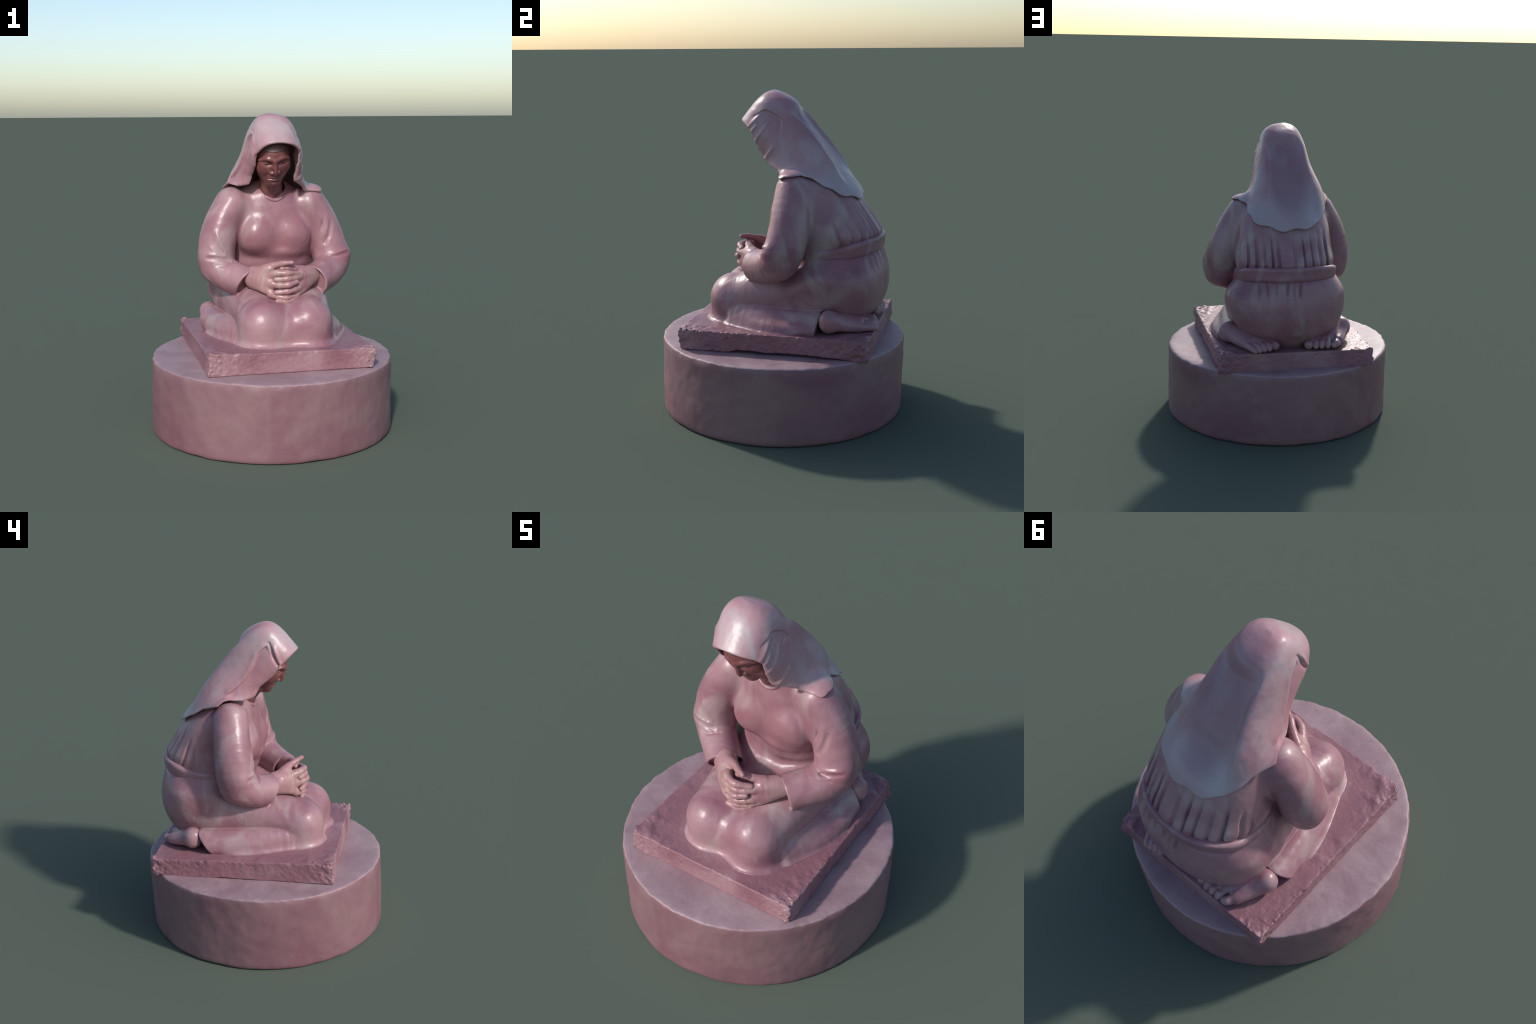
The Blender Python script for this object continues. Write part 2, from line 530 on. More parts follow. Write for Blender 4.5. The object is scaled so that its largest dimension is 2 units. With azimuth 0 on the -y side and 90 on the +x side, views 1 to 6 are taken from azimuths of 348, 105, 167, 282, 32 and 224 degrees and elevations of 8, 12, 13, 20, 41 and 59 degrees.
def leg_volume(P, thigh, shin, strip, hem_y, hem_lean):
    d = limb(P, thigh, n=10)
    kx, ky, kz, kr = thigh[-1]
    d = smin(d, limb(P, [(kx, ky, kz, kr), (kx, ky + 0.003, 0.58, kr + 0.006)], n=2), 0.03)
    s = smin(limb(P, shin, n=10), limb(P, strip, n=8), 0.05)
    s = smax(s, P[:, 1] - hem_y - (P[:, 2] - 0.65) * hem_lean, 0.015)
    return d, s

def body_parts(P):
    torso = torso_volume(P)
    hips = hips_volume(P)
    aL, aR = sleeve(P, ARM_L, CUFF_L, ELBOW_L), sleeve(P, ARM_R, CUFF_R, ELBOW_R)
    tL, sL = leg_volume(P, THIGH_L, SHIN_L, HEM_STRIP_L, 0.312, 0.7)
    tR, sR = leg_volume(P, THIGH_R, SHIN_R, HEM_STRIP_R, 0.318, 0.25)
    lap = limb(P, [(0.03, 0.2, 0.80, 0.16), (0.03, -0.02, 0.780, 0.145), (0.02, -0.20, 0.716, 0.143), (0.02, -0.255, 0.690, 0.138)], n=6)
    return torso, hips, aL, aR, tL, sL, tR, sR, lap

FLOOR = 0.594

def skirt_from(hips, tL, sL, tR, sR, lap, P):
    th = smin(smin(tL, tR, 0.05), lap, 0.05)
    th = smin(th, hips, 0.07)
    sk = smin(smin(th, sL, 0.010), sR, 0.010)
    foot = smin(sk, P[:, 2] - FLOOR, 0.05)
    foot = np.maximum(foot, sk - 0.028)
    w = step(P[:, 1], 0.25, 0.1)
    return sk + (foot - sk) * w

def body(P):
    torso, hips, aL, aR, tL, sL, tR, sR, lap = body_parts(P)
    sk = skirt_from(hips, tL, sL, tR, sR, lap, P)
    d = smin(torso, sk, 0.025)
    k = 0.014 + 0.036 * step(P[:, 2], 1.10, 1.34)
    d = smin(d, aL, k)
    d = smin(d, aR, k)
    for pts, dep, wid in SLEEVE_FOLDS:
        d = d + groove(P, pts, dep, wid)
    # collar: rolled rim with a hollow inside
    d = smax(d, -ellipsoid(P, (0.036, 0.125, 1.525), (0.082, 0.078, 0.075)), 0.012)
    return smax(d, 0.575 - P[:, 2], 0.004)

SLEEVE_FOLDS = [
    ([(-0.43, 0.01, 1.10), (-0.35, -0.025, 1.095), (-0.26, -0.01, 1.075)], 0.013, 0.011),
    ([(-0.42, 0.0, 1.125), (-0.35, -0.02, 1.12), (-0.28, -0.01, 1.105)], -0.007, 0.012),
    ([(-0.37, -0.03, 1.055), (-0.30, -0.035, 1.06), (-0.23, 0.0, 1.07)], 0.012, 0.010),
    ([(-0.40, 0.0, 1.26), (-0.36, -0.01, 1.18), (-0.31, -0.01, 1.12)], 0.008, 0.013),
    ([(-0.36, -0.005, 1.27), (-0.325, -0.01, 1.19), (-0.285, 0.0, 1.12)], -0.006, 0.013),
    ([(-0.43, 0.02, 1.23), (-0.40, -0.005, 1.17), (-0.35, -0.02, 1.13)], -0.005, 0.013),
    ([(0.53, 0.01, 1.11), (0.43, -0.02, 1.085), (0.33, 0.02, 1.06)], 0.012, 0.011),
    ([(0.54, 0.02, 1.135), (0.44, -0.01, 1.11), (0.36, 0.02, 1.09)], -0.006, 0.012),
    ([(0.47, -0.01, 1.055), (0.40, -0.035, 1.05), (0.34, -0.03, 1.045)], 0.008, 0.010),
    ([(0.355, 0.05, 1.37), (0.345, 0.035, 1.29), (0.33, 0.05, 1.21)], 0.010, 0.012),
    ([(0.41, 0.03, 1.32), (0.39, 0.015, 1.23), (0.355, 0.025, 1.16)], 0.009, 0.013),
    ([(0.385, 0.03, 1.35), (0.37, 0.02, 1.26), (0.34, 0.03, 1.19)], -0.004, 0.014),
]

COLLAR = [(-0.045, 0.17, 1.53, 0.012), (-0.05, 0.11, 1.512, 0.012), (-0.018, 0.060, 1.474, 0.012), (0.037, 0.048, 1.452, 0.012),
          (0.092, 0.060, 1.476, 0.012), (0.122, 0.11, 1.512, 0.012), (0.118, 0.17, 1.53, 0.012)]

def collar(P):
    return limb(P, COLLAR, n=24, margin=0.04)

# ------------------------------------------------------------------ hood
HOOD = spline([
    (1.34, -0.26, 0.28, 0.02, 0.512, 0.20),
    (1.42, -0.265, 0.285, 0.01, 0.482, 0.20),
    (1.50, -0.258, 0.275, -0.02, 0.435, 0.19),
    (1.56, -0.240, 0.255, -0.06, 0.395, 0.20),
    (1.62, -0.220, 0.228, -0.10, 0.354, 0.18),
    (1.68, -0.196, 0.207, -0.19, 0.311, 0.13),
    (1.74, -0.179, 0.189, -0.262, 0.265, 0.06),
    (1.80, -0.167, 0.171, -0.267, 0.216, 0.02),
    (1.85, -0.159, 0.155, -0.234, 0.173, -0.01),
    (1.90, -0.146, 0.137, -0.194, 0.126, -0.03),
    (1.94, -0.130, 0.116, -0.160, 0.080, -0.045),
    (1.97, -0.107, 0.088, -0.127, 0.034, -0.05),
    (1.99, -0.080, 0.050, -0.098, -0.010, -0.053),
    (2.003, -0.045, 0.000, -0.070, -0.042, -0.056)])
EDGE_L = np.array([(1.40, 0.05), (1.545, 0.02), (1.56, 0.0), (1.618, -0.032), (1.684, -0.114), (1.751, -0.164), (1.802, -0.220), (1.832, -0.254), (1.84, -0.40)])
EDGE_R = np.array([(1.40, 0.09), (1.493, 0.061), (1.533, 0.022), (1.584, -0.073), (1.679, -0.131), (1.711, -0.144), (1.764, -0.168), (1.792, -0.198), (1.826, -0.254), (1.835, -0.40)])
HEM_L = np.array([(-0.1, 1.55), (0.0, 1.552), (0.067, 1.546), (0.147, 1.557), (0.18, 1.548), (0.214, 1.521), (0.322, 1.490), (0.409, 1.437), (0.45, 1.405), (0.52, 1.37)])
HEM_R = np.array([(-0.1, 1.53), (0.022, 1.52), (0.061, 1.493), (0.10, 1.51), (0.19, 1.522), (0.257, 1.494), (0.327, 1.455), (0.372, 1.442), (0.416, 1.411), (0.462, 1.388), (0.52, 1.362)])
FOLD_L_REAR = [(-0.094, 1.89), (-0.036, 1.838), (-0.012, 1.792), (0.017, 1.727), (0.059, 1.668), (0.118, 1.617), (0.168, 1.577)]
FOLD_L_FRONT = [(-0.094, 1.89), (-0.111, 1.852), (-0.123, 1.808), (-0.145, 1.761)]
FOLD_R_ARC = [(-0.19, 1.835), (-0.115, 1.871), (-0.079, 1.89), (-0.026, 1.874), (0.016, 1.85), (0.036, 1.820), (0.038, 1.777), (0.048, 1.70)]
RIDGES_R = [[(-0.18, 1.785), (-0.13, 1.835), (-0.092, 1.872)], [(-0.160, 1.76), (-0.124, 1.796)], [(-0.13, 1.70), (-0.095, 1.75), (-0.055, 1.80)], [(-0.065, 1.60), (-0.01, 1.67)]]

def hood_outer(P):
    x, y, z = P[:, 0], P[:, 1], P[:, 2]
    lean = 0.055 * step(x, -0.02, 0.12) * step(z, 1.46, 1.54) * step(z, 1.72, 1.62)
    d = loft(P, HOOD, 2.3, forward=lean)
    # drape over shoulders and back
    torso = torso_cover(P)
    d = smin(d, torso - 0.018, 0.05)
    # folds of the left side (-x)
    left = step(x, -0.03, -0.09)
    dist, side, par = path_distance(y, z, FOLD_L_REAR)
    s = dist * -side
    fold = 0.019 * step(s, -0.004, 0.006) * np.exp(-np.maximum(s, 0) / 0.07) * step(par, 0.0, 0.08) * step(par, 1.0, 0.85)
    fold = fold - 0.004 * bell(s + 0.016, 0.016) * step(par, 0.0, 0.1) * step(par, 1.0, 0.9)
    dist, side, par = path_distance(y, z, FOLD_L_FRONT)
    fold = fold + 0.010 * bell(dist, 0.009) - 0.007 * bell(dist * side + 0.018, 0.012) * step(par, 0.1, 0.4)
    d = d + left * fold
    # folds of the right side (+x)
    right = step(x, 0.05, 0.12)
    dist, side, par = path_distance(y, z, FOLD_R_ARC, 30)
    s = dist * -side
    fold = 0.016 * step(s, -0.004, 0.008) * np.exp(-np.maximum(s, 0) / 0.07) * step(par, 0.0, 0.25) * step(par, 1.0, 0.6)
    for r in RIDGES_R:
        dist, side, par = path_distance(y, z, r, 8)
        fold = fold - 0.007 * bell(dist, 0.012)
    d = d + right * fold
    # long hollow down the back between two soft ridges
    w = (x - 0.008) / (0.125 + 0.045 * step(z, 1.82, 1.5))
    back = step(y, 0.0, 0.12) * step(z, 1.40, 1.58) * step(z, 1.95, 1.84)
    d = d + back * (0.046 * np.clip(1 - np.abs(w) ** 3, 0, 1) ** 1.2 - 0.012 * bell(np.abs(w) - 1.08, 0.22))
    return d

def torso_cover(P):
    d = loft(P, TORSO, 2.25)
    d = smin(d, limb(P, ARM_L[:3], n=6), 0.03)
    return smin(d, limb(P, ARM_R[:3], n=6), 0.03)

def hood(P):
    x, y, z = P[:, 0], P[:, 1], P[:, 2]
    o = hood_outer(P)
    lining = 0.022 + 0.030 * step(x, 0.02, 0.10) * step(z, 1.54, 1.62) * step(z, 1.80, 1.72) * step(y, 0.12, 0.04) * step(y, -0.10, -0.02)
    d = smax(o, -(o + lining), 0.006)
    mix = step(x, -0.10, 0.13)
    ye = np.interp(z, EDGE_L[:, 0], EDGE_L[:, 1]) * (1 - mix) + np.interp(z, EDGE_R[:, 0], EDGE_R[:, 1]) * mix
    d = smax(d, (ye.astype(F32) - y) * 0.75, 0.014)
    ripple = 0.006 * np.sin(x * 38 + 1.0) * step(y, 0.3, 0.42)
    zh = np.interp(y, HEM_L[:, 0], HEM_L[:, 1]) * (1 - mix) + np.interp(y, HEM_R[:, 0], HEM_R[:, 1]) * mix + ripple
    d = smax(d, (zh.astype(F32) - z) * 0.85, 0.014)
    return d

# ------------------------------------------------------------------ head and neck
HO = np.array((-0.003, -0.02, 1.68), F32)
TILT, ROLL = math.radians(32), math.radians(5)
_X, _U = np.array((1.0, 0, 0)), np.array((0, -math.sin(TILT), math.cos(TILT)))
HEAD_BASIS = np.array([math.cos(ROLL) * _X + math.sin(ROLL) * _U, math.cos(ROLL) * _U - math.sin(ROLL) * _X,
                       (0, -math.cos(TILT), -math.sin(TILT))], F32)

def neck_volume(P):
    return limb(P, [(0.01, 0.05, 1.60, 0.075), (0.02, 0.10, 1.53, 0.075), (0.03, 0.15, 1.45, 0.09)], n=6)

def face(P):
    """Head in its own frame: a = right, b = up the face, c = forward."""
    q = (P - HO) @ HEAD_BASIS.T
    a, b, c = q[:, 0], q[:, 1], q[:, 2]
    m = np.stack([np.abs(a), b, c], 1)           # mirrored
    d = ellipsoid(q, (0, 0.085, -0.02), (0.110, 0.128, 0.136))
    d = smin(d, ellipsoid(q, (0, -0.008, 0.018), (0.097, 0.104, 0.088)), 0.045)
    d = smin(d, ellipsoid(q, (0, -0.070, 0.074), (0.040, 0.032, 0.034)), 0.035)
    d = smin(d, ellipsoid(m, (0.062, 0.036, 0.052), (0.042, 0.050, 0.040)), 0.035)
    d = smin(d, limb(m, [(0.008, 0.104, 0.106, 0.010), (0.048, 0.116, 0.098, 0.0105), (0.092, 0.094, 0.066, 0.008)], n=8), 0.014)
    d = smax(d, -ellipsoid(m, (0.050, 0.082, 0.124), (0.037, 0.0185, 0.037)), 0.014)
    d = smin(d, ellipsoid(m, (0.050, 0.077, 0.076), (0.026, 0.0180, 0.0195)), 0.003)
    d = smin(d, limb(m, [(0.024, 0.074, 0.088, 0.003), (0.049, 0.087, 0.0970, 0.0045), (0.077, 0.076, 0.080, 0.003)], n=8), 0.004)
    d = smin(d, limb(m, [(0.026, 0.072, 0.088, 0.002), (0.050, 0.0675, 0.0945, 0.0035), (0.075, 0.073, 0.080, 0.002)], n=8), 0.004)
    d = smin(d, limb(q, [(0, 0.105, 0.108, 0.0115), (0, 0.066, 0.117, 0.0125), (0, 0.036, 0.126, 0.0135), (0, 0.024, 0.124, 0.0145)], n=8), 0.010)
    d = smin(d, ellipsoid(m, (0.019, 0.020, 0.107), (0.0135, 0.0115, 0.016)), 0.007)
    d = smax(d, -ellipsoid(m, (0.011, 0.008, 0.118), (0.006, 0.005, 0.008)), 0.004)
    d = smin(d, ellipsoid(q, (0, -0.026, 0.078), (0.052, 0.036, 0.031)), 0.02)
    d = smin(d, limb(m, [(0, -0.019, 0.1090, 0.0065), (0.020, -0.0205, 0.1045, 0.0065), (0.046, -0.0270, 0.0915, 0.0040)], n=8), 0.005)
    d = smin(d, limb(m, [(0, -0.0365, 0.1075, 0.0090), (0.020, -0.0355, 0.1030, 0.0080), (0.045, -0.0290, 0.0915, 0.0040)], n=8), 0.005)
    d = d + groove(m, [(-0.046, -0.0275, 0.112), (0, -0.0275, 0.114), (0.022, -0.0275, 0.109), (0.050, -0.028, 0.092)], 0.008, 0.0042)
    d = d + groove(q, [(-0.02, -0.052, 0.105), (0, -0.052, 0.109), (0.02, -0.052, 0.105)], 0.005, 0.009)
    d = d + groove(q, [(0, 0.004, 0.118), (0, -0.014, 0.112)], 0.003, 0.005)
    d = d + groove(m, [(0.030, 0.024, 0.10), (0.048, -0.002, 0.09), (0.058, -0.028, 0.075)], 0.004, 0.009)
    return d

def head_and_neck(P):
    return smin(face(P), neck_volume(P), 0.03)

def headband(P):
    q = (P - HO) @ HEAD_BASIS.T
    d = face(P) - 0.006
    return smax(d, (0.160 - 1.2 * q[:, 0] ** 2 - q[:, 1]), 0.005)

# ------------------------------------------------------------------ hands
FR = 0.0175
HAND_L = dict(
    palm=[[(-0.135, -0.10, 1.00, 0.056), (-0.085, -0.18, 1.01, 0.034), (-0.040, -0.228, 1.022, 0.024)],
          [(-0.135, -0.11, 0.985, 0.054), (-0.09, -0.185, 0.975, 0.034), (-0.048, -0.228, 0.962, 0.024)],
          [(-0.135, -0.11, 0.965, 0.054), (-0.095, -0.18, 0.935, 0.036), (-0.055, -0.222, 0.905, 0.024)],
          [(-0.10, -0.13, 1.015, 0.04), (-0.05, -0.165, 1.05, 0.028)]],
    fingers=[[(-0.075, -0.15, 1.045, 0.027), (-0.028, -0.180, 1.066, 0.021), (0.025, -0.222, 1.085, 0.0165), (0.071, -0.250, 1.092, 0.0125)],
             [(-0.045, -0.225, 1.022, 0.023), (-0.015, -0.253, 1.030, 0.0195), (0.039, -0.268, 1.030, 0.0185), (0.110, -0.236, 1.020, 0.0155)],
             [(-0.050, -0.225, 0.958, 0.023), (-0.01, -0.258, 0.956, 0.0190), (0.040, -0.284, 0.961, 0.0180), (0.094, -0.264, 0.973, 0.0155)],
             [(-0.055, -0.222, 0.893, 0.022), (-0.01, -0.245, 0.882, 0.0175), (0.034, -0.262, 0.877, 0.0170), (0.088, -0.240, 0.882, 0.0145)]])
HAND_R = dict(
    palm=[[(0.235, -0.10, 0.995, 0.046), (0.17, -0.175, 1.005, 0.036), (0.118, -0.222, 0.998, 0.024)],
          [(0.235, -0.10, 0.985, 0.046), (0.175, -0.175, 0.965, 0.036), (0.118, -0.226, 0.945, 0.024)],
          [(0.235, -0.10, 0.98, 0.042), (0.17, -0.18, 0.93, 0.030), (0.105, -0.225, 0.893, 0.022)],
          [(0.20, -0.13, 1.01, 0.038), (0.14, -0.175, 1.03, 0.024)]],
    fingers=[[(0.15, -0.17, 1.035, 0.024), (0.10, -0.197, 1.048, 0.019), (0.05, -0.208, 1.052, 0.0175), (0.018, -0.214, 1.050, 0.0155)],
             [(0.118, -0.225, 0.998, 0.022), (0.085, -0.258, 0.996, 0.018), (0.035, -0.274, 0.996, 0.0175), (-0.032, -0.250, 0.990, 0.0155)],
             [(0.115, -0.228, 0.93, 0.022), (0.085, -0.255, 0.925, 0.018), (0.037, -0.270, 0.917, 0.0175), (-0.028, -0.254, 0.910, 0.0155)],
             [(0.10, -0.225, 0.875, 0.020), (0.07, -0.246, 0.862, 0.017), (0.035, -0.257, 0.853, 0.0165), (-0.022, -0.257, 0.856, 0.0145)]])

PLUMP = 1.09      # finger thickness factor

def knuckled(f):
    """Finger path with slightly swollen joints and waisted segments between them."""
    c = curve([(*p[:3], p[3] * PLUMP) for p in f], 12)
    t = np.linspace(0, 1, 13) * (len(f) - 1)
    c[:, 3] *= 1 + 0.07 * np.cos(2 * np.pi * t) * (t > 0.5)
    c[-1, 3] *= 0.93
    return [tuple(p) for p in c]

def hand_pieces(P, H):
    palm = None
    for p in H['palm']:
        s = limb(P, p, n=6, margin=0.05)
        palm = s if palm is None else smin(palm, s, 0.03)
    return palm, [limb(P, knuckled(f), n=12, margin=0.05) for f in H['fingers']]

def hand(H):
    def f(P):
        palm, fs = hand_pieces(P, H)
        g = fs[0]
        for s in fs[1:]:
            g = smin(g, s, 0.004)
        return smin(palm, g, 0.012)
    return f

# ------------------------------------------------------------------ feet
FOOT_R = dict(
    sole=[[(0.428, 0.388, 0.690, 0.050), (0.432, 0.385, 0.660, 0.050)],
          [(0.425, 0.385, 0.688, 0.048), (0.390, 0.455, 0.655, 0.040), (0.325, 0.545, 0.634, 0.038)],
          [(0.425, 0.385, 0.670, 0.046), (0.34, 0.47, 0.660, 0.045), (0.25, 0.56, 0.638, 0.036)],
          [(0.40, 0.40, 0.68, 0.045), (0.30, 0.46, 0.665, 0.045), (0.185, 0.545, 0.642, 0.034)]],
    toes=[[(0.178, 0.55, 0.638, 0.028), (0.158, 0.60, 0.634, 0.028)],
          [(0.215, 0.57, 0.640, 0.022), (0.203, 0.612, 0.640, 0.021), (0.200, 0.632, 0.626, 0.017)],
          [(0.250, 0.575, 0.638, 0.022), (0.238, 0.616, 0.636, 0.020), (0.234, 0.637, 0.622, 0.016)],
          [(0.285, 0.575, 0.636, 0.022), (0.270, 0.620, 0.632, 0.020), (0.266, 0.642, 0.619, 0.016)],
          [(0.330, 0.565, 0.630, 0.024), (0.308, 0.618, 0.626, 0.020), (0.296, 0.645, 0.617, 0.016)]])
FOOT_L = dict(
    sole=[[(-0.345, 0.400, 0.688, 0.049), (-0.348, 0.398, 0.658, 0.048)],
          [(-0.345, 0.40, 0.685, 0.048), (-0.328, 0.465, 0.653, 0.038), (-0.278, 0.555, 0.630, 0.036)],
          [(-0.345, 0.40, 0.668, 0.046), (-0.27, 0.475, 0.658, 0.044), (-0.19, 0.555, 0.634, 0.034)],
          [(-0.32, 0.41, 0.68, 0.045), (-0.22, 0.47, 0.66, 0.042), (-0.11, 0.55, 0.634, 0.032)]],
    toes=[[(-0.090, 0.54, 0.630, 0.027), (-0.070, 0.592, 0.624, 0.027)],
          [(-0.125, 0.555, 0.632, 0.022), (-0.116, 0.592, 0.630, 0.020), (-0.113, 0.610, 0.617, 0.017)],
          [(-0.165, 0.555, 0.632, 0.022), (-0.156, 0.594, 0.630, 0.020), (-0.152, 0.611, 0.617, 0.017)],
          [(-0.207, 0.555, 0.632, 0.023), (-0.197, 0.594, 0.630, 0.021), (-0.193, 0.611, 0.617, 0.017)],
          [(-0.275, 0.560, 0.628, 0.025), (-0.250, 0.597, 0.624, 0.024), (-0.235, 0.608, 0.618, 0.018)]])

def foot_pieces(P, H):
    sole = None
    for p in H['sole']:
        s = limb(P, p, n=6, margin=0.05)
        sole = s if sole is None else smin(sole, s, 0.03)
    return sole, [limb(P, [(*p[:3], p[3] * 1.1) for p in t], n=4, margin=0.05) for t in H['toes']]

def foot(H):
    def f(P):
        sole, ts = foot_pieces(P, H)
        g = ts[0]
        for s in ts[1:]:
            g = smin(g, s, 0.003)
        return smax(smin(sole, g, 0.008), 0.585 - P[:, 2], 0.01)
    return f

# ------------------------------------------------------------------ belt
def belt(P):
    d = loft(P, TORSO, 2.25) - (0.022 + 0.010 * step(P[:, 1], 0.40, 0.52)) * step(P[:, 1], 0.20, 0.36)
    half = 0.049 - 0.012 * step(P[:, 1], 0.52, 0.35)
    z = P[:, 2] - belt_mid(P)
    d = smax(d, np.abs(z) - half, 0.034)
    return smax(d, 0.24 - P[:, 1], 0.02)

# ------------------------------------------------------------------ slab
SL = dict(x=(-0.503, 0.527), y=(-0.518, 0.636), z=0.465)

def slab_top(P):
    u = (P[:, 0] - SL['x'][0]) / (SL['x'][1] - SL['x'][0])
    v = (P[:, 1] - SL['y'][0]) / (SL['y'][1] - SL['y'][0])
    return ((0.606 * (1 - u) + 0.593 * u) * (1 - v) + (0.584 * (1 - u) + 0.600 * u) * v).astype(F32)

CHIPS = [(-0.505, 0.60, 0.545, 0.016), (0.53, -0.47, 0.52, 0.018), (0.53, -0.50, 0.49, 0.02), (0.51, 0.64, 0.59, 0.026), (0.53, 0.55, 0.60, 0.02),
         (-0.36, -0.52, 0.61, 0.016), (-0.49, -0.52, 0.60, 0.018), (0.04, -0.52, 0.60, 0.012), (0.53, 0.2, 0.60, 0.018), (0.53, -0.1, 0.60, 0.015), (-0.50, -0.25, 0.61, 0.016), (-0.5, 0.3, 0.59, 0.012)]

def chips(P):
    o = np.zeros(len(P), F32)
    for x, y, z, r in CHIPS:
        o += r * 0.8 * bell(np.sqrt(((P - np.array((x, y, z), F32)) ** 2).sum(1)), r * 1.1)
    return o

LUMPS = [(-0.44, -0.45, 0.04, 0.012), (-0.49, -0.50, 0.025, 0.010), (-0.455, -0.36, 0.03, 0.010), (-0.40, -0.485, 0.028, 0.009), (0.43, -0.40, 0.03, 0.006), (0.46, -0.33, 0.025, 0.006),
         (0.47, 0.57, 0.03, 0.010), (0.44, 0.61, 0.025, 0.010), (0.49, 0.47, 0.025, 0.008), (-0.44, 0.10, 0.03, 0.005), (-0.46, -0.05, 0.03, 0.005)]

def lumps(P):
    o = np.zeros(len(P), F32)
    for x, y, r, h in LUMPS:
        o += h * bell(np.hypot(P[:, 0] - x, P[:, 1] - y), r)
    return o

def slab(P):
    x, y, z = P[:, 0], P[:, 1], P[:, 2]
    top = slab_top(P)
    n1 = fbm(P, 9.0, 3, 3)
    n2 = fbm(P, 45.0, 3, 9)
    # corners and right rear flank are left rough, the top near the figure is smooth
    cu = np.minimum(x - SL['x'][0], SL['x'][1] - x)
    cv = np.minimum(y - SL['y'][0], SL['y'][1] - y)
    corner = np.exp(-np.maximum(cu, 0) / 0.09) * np.exp(-np.maximum(cv, 0) / 0.09)
    rough = 0.12 + 1.7 * corner + 0.8 * step(x, 0.46, 0.52) + 0.5 * step(n1, 0.2, 0.6) * step(np.minimum(cu, cv), 0.12, 0.02)
    dx = np.maximum(SL['x'][0] - x, x - SL['x'][1])
    dy = np.maximum(SL['y'][0] - y, y - SL['y'][1])
    side = smax(dx, dy, 0.01) + 0.004 * n1 + 0.0045 * n2 * (rough + 0.25) + chips(P)
    # lower edge hollowed where it stands off the plinth
    low = 0.472 + 0.018 * step(fbm(P * np.array((1, 1, 0), F32), 4.0, 2, 21), -0.05, 0.5)
    d = smax(side, z - top + 0.003 * n1 * step(np.minimum(cu, cv), 0.14, 0.0) - 0.030 * corner * np.clip(fbm(P, 26.0, 2, 31), 0, 1) * 1.5 - lumps(P) + 0.0035 * n2 * rough + 0.0012 * fbm(P, 60.0, 2, 41) * step(n1, -0.2, 0.3), 0.008)
    return smax(d, low - z, 0.010)

# ------------------------------------------------------------------ build
def build():
    global ROOT
    ROOT = bpy.data.objects.new('kneeling_woman_statue', None)
    bpy.context.scene.collection.objects.link(ROOT)
    ROOT["label"] = "glazed pink ceramic statue of a hooded woman kneeling on a round plinth"
    ROOT["category"] = "statue"

    # body: one seamless surface, split into anatomical regions
    V, Q, N = polygonise(body, (-0.50, -0.47, 0.56), (0.60, 0.71, 1.62), 0.005)
    V, Q, N = drop_fragments(V, Q, N)
    torso, hips, aL, aR, tL, sL, tR, sR, lap = [evaluate(lambda p, i=i: body_parts(p)[i], V) for i in range(9)]
    legL, legR = np.minimum(tL, sL), np.minimum(tR, sR)
    lab = np.argmin(np.stack([torso, hips, aL, aR, legL, legR, lap]), 0)
    lab = np.where(lab == 6, np.where(V[:, 0] < 0.02, 4, 5), lab)
    split_object(V, Q, N, lab, [('torso', None), ('hips', None), ('arm', None), ('arm', None), ('leg', None), ('leg', None)], GLAZE, ROOT)

    V, Q, N = drop_fragments(*polygonise(belt, (-0.32, 0.0, 0.95), (0.42, 0.70, 1.20), 0.005))
    make_object('belt', V, Q, N, GLAZE, ROOT)
    V, Q, N = drop_fragments(*polygonise(collar, (-0.08, 0.02, 1.42), (0.16, 0.20, 1.56), 0.0035))
    make_object('collar', V, Q, N, GLAZE, ROOT)

    V, Q, N = drop_fragments(*polygonise(hood, (-0.40, -0.34, 1.30), (0.46, 0.58, 2.03), 0.005))
    make_object('hood', V, Q, N, HOOD_GLAZE, ROOT)

    V, Q, N = drop_fragments(*polygonise(head_and_neck, (-0.14, -0.26, 1.42), (0.16, 0.26, 1.90), 0.003))
    lab = (evaluate(neck_volume, V) < evaluate(face, V)).astype(int)
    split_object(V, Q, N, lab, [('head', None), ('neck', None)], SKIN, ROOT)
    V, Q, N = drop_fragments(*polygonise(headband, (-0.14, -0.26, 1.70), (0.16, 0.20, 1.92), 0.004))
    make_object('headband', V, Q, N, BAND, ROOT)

    for H, lo, hi in ((HAND_L, (-0.22, -0.33, 0.82), (0.16, -0.03, 1.14)), (HAND_R, (-0.08, -0.33, 0.80), (0.31, -0.03, 1.12))):
        V, Q, N = drop_fragments(*polygonise(hand(H), lo, hi, 0.0028))
        palm, fs = hand_pieces(V, H)
        lab = np.argmin(np.stack([palm] + fs), 0)
        split_object(V, Q, N, lab, [('hand', None), ('thumb', 0), ('finger', 0), ('finger', 0), ('finger', 0)], HAND_GLAZE, ROOT)

    for H, lo, hi in ((FOOT_L, (-0.44, 0.30, 0.57), (0.0, 0.68, 0.78)), (FOOT_R, (0.08, 0.30, 0.57), (0.52, 0.71, 0.78))):
        V, Q, N = drop_fragments(*polygonise(foot(H), lo, hi, 0.0032))
        sole, ts = foot_pieces(V, H)
        lab = np.argmin(np.stack([sole] + ts), 0)
        split_object(V, Q, N, lab, [('foot', None)] + [('toe', 0)] * 5, GLAZE, ROOT)

    V, Q, N = drop_fragments(*polygonise(slab, (-0.54, -0.55, 0.44), (0.565, 0.67, 0.66), 0.0048))
    make_object('slab', V, Q, N, SLAB, ROOT)
    build_plinth()

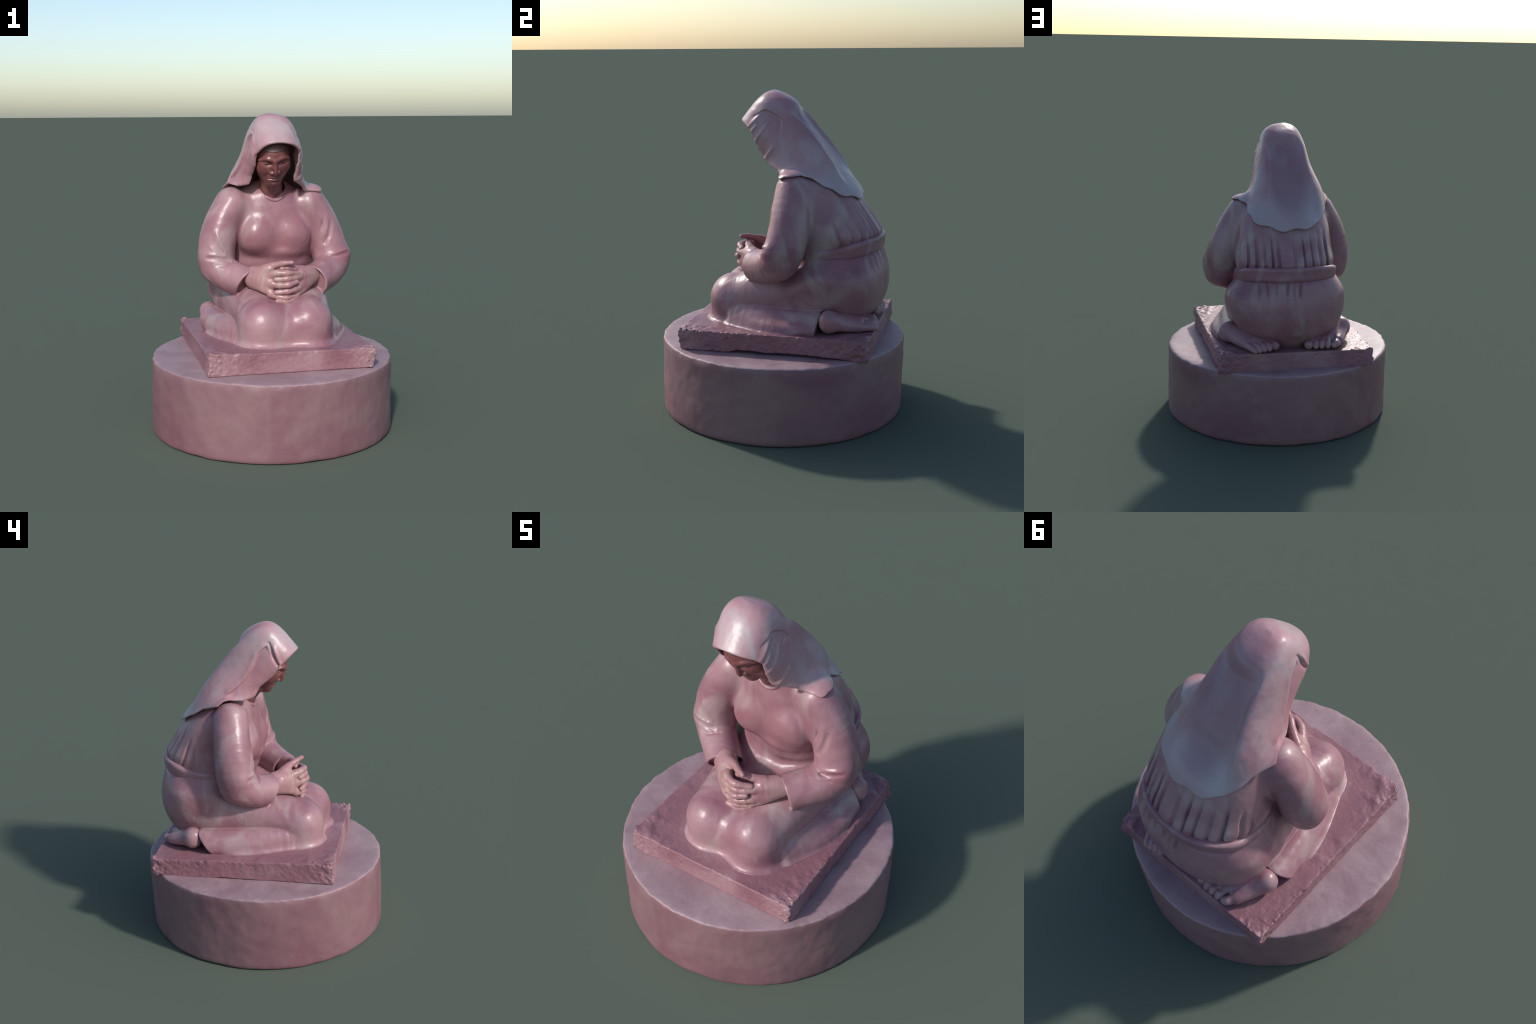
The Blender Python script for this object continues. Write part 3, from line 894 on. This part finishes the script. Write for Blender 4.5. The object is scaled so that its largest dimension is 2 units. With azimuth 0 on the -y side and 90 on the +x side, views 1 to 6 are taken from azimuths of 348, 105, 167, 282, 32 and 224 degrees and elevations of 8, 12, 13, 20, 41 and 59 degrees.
def build_plinth():
    """Turned drum: profile revolved about z, worn rim and uneven flank."""
    R, top = 0.7745, 0.474
    prof = [(R * k / 24, 0.0) for k in range(0, 23)] + [(R - 0.012, 0.0), (R - 0.004, 0.003), (R + 0.001, 0.010), (R + 0.004, 0.024)]
    prof += [(R + 0.003 - 0.005 * k / 24, 0.03 + (top - 0.048) * k / 24) for k in range(1, 24)]
    prof += [(R - 0.003, top - 0.014), (R - 0.005, top - 0.007), (R - 0.009, top - 0.0025), (R - 0.016, top - 0.0005)]
    prof += [((R - 0.016) * (1 - k / 30), top) for k in range(1, 30)] + [(0.0, top)]
    prof = prof[1:-1]
    n = 360
    th = np.arange(n) * 2 * math.pi / n
    pr = np.array(prof)
    V = np.stack([np.outer(np.cos(th), pr[:, 0]), np.outer(np.sin(th), pr[:, 0]), np.tile(pr[:, 1], (n, 1))], -1).reshape(-1, 3).astype(F32)
    r = np.hypot(V[:, 0], V[:, 1])
    u = V / np.maximum(r, 1e-6)[:, None]
    outer = step(r, R - 0.12, R - 0.03)
    flat = V * np.array((1, 1, 0.35), F32)
    dr = 0.007 * fbm(flat, 3.5, 2, 5) + 0.004 * fbm(V, 16, 3, 8)
    rim = bell(V[:, 2] - top, 0.02) * step(r, R - 0.06, R - 0.02)
    dr = dr - rim * (0.010 * np.abs(fbm(V, 20, 3, 4)) + 0.006 * np.clip(fbm(V, 7, 2, 14), 0, 1))
    dr = dr + 0.009 * np.repeat(np.cos(2 * (th - math.pi / 4)), len(prof)).astype(F32)
    dr = dr - (0.014 - 0.016 * V[:, 2] / top) * np.clip(u[:, 1], 0, 1)
    V[:, :2] += u[:, :2] * (dr * outer)[:, None]
    wav = step(V[:, 2], 0.3, top)
    V[:, 2] += wav * (0.004 * fbm(V, 4, 2, 2) + 0.0012 * fbm(V, 40, 2, 7) - rim * 0.007 * np.abs(fbm(V, 14, 2, 6)))
    bot = step(V[:, 2], 0.05, 0.0) * outer
    V[:, 2] += bot * 0.006 * np.clip(fbm(V, 6, 2, 12), 0, 1)
    V[:, 2] += wav * (0.005 * V[:, 1] - 0.002 * V[:, 0])
    m = len(prof)
    i, j = np.meshgrid(np.arange(n), np.arange(m - 1), indexing='ij')
    a = (i * m + j).ravel()
    b = (((i + 1) % n) * m + j).ravel()
    Q = np.stack([a, b, b + 1, a + 1], 1)
    faces = Q.tolist()
    me = bpy.data.meshes.new('plinth')
    faces.append([k * m for k in range(n)][::-1])
    faces.append([k * m + m - 1 for k in range(n)])
    me.from_pydata(V.astype(float).tolist(), [], faces)
    me.polygons.foreach_set("use_smooth", np.ones(len(faces), bool))
    me.update()
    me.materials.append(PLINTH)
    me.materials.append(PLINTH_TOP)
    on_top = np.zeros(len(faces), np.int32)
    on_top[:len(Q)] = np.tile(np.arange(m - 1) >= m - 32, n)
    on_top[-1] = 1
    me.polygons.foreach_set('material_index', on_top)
    ob = bpy.data.objects.new('plinth', me)
    bpy.context.scene.collection.objects.link(ob)
    ob.parent = ROOT

build()
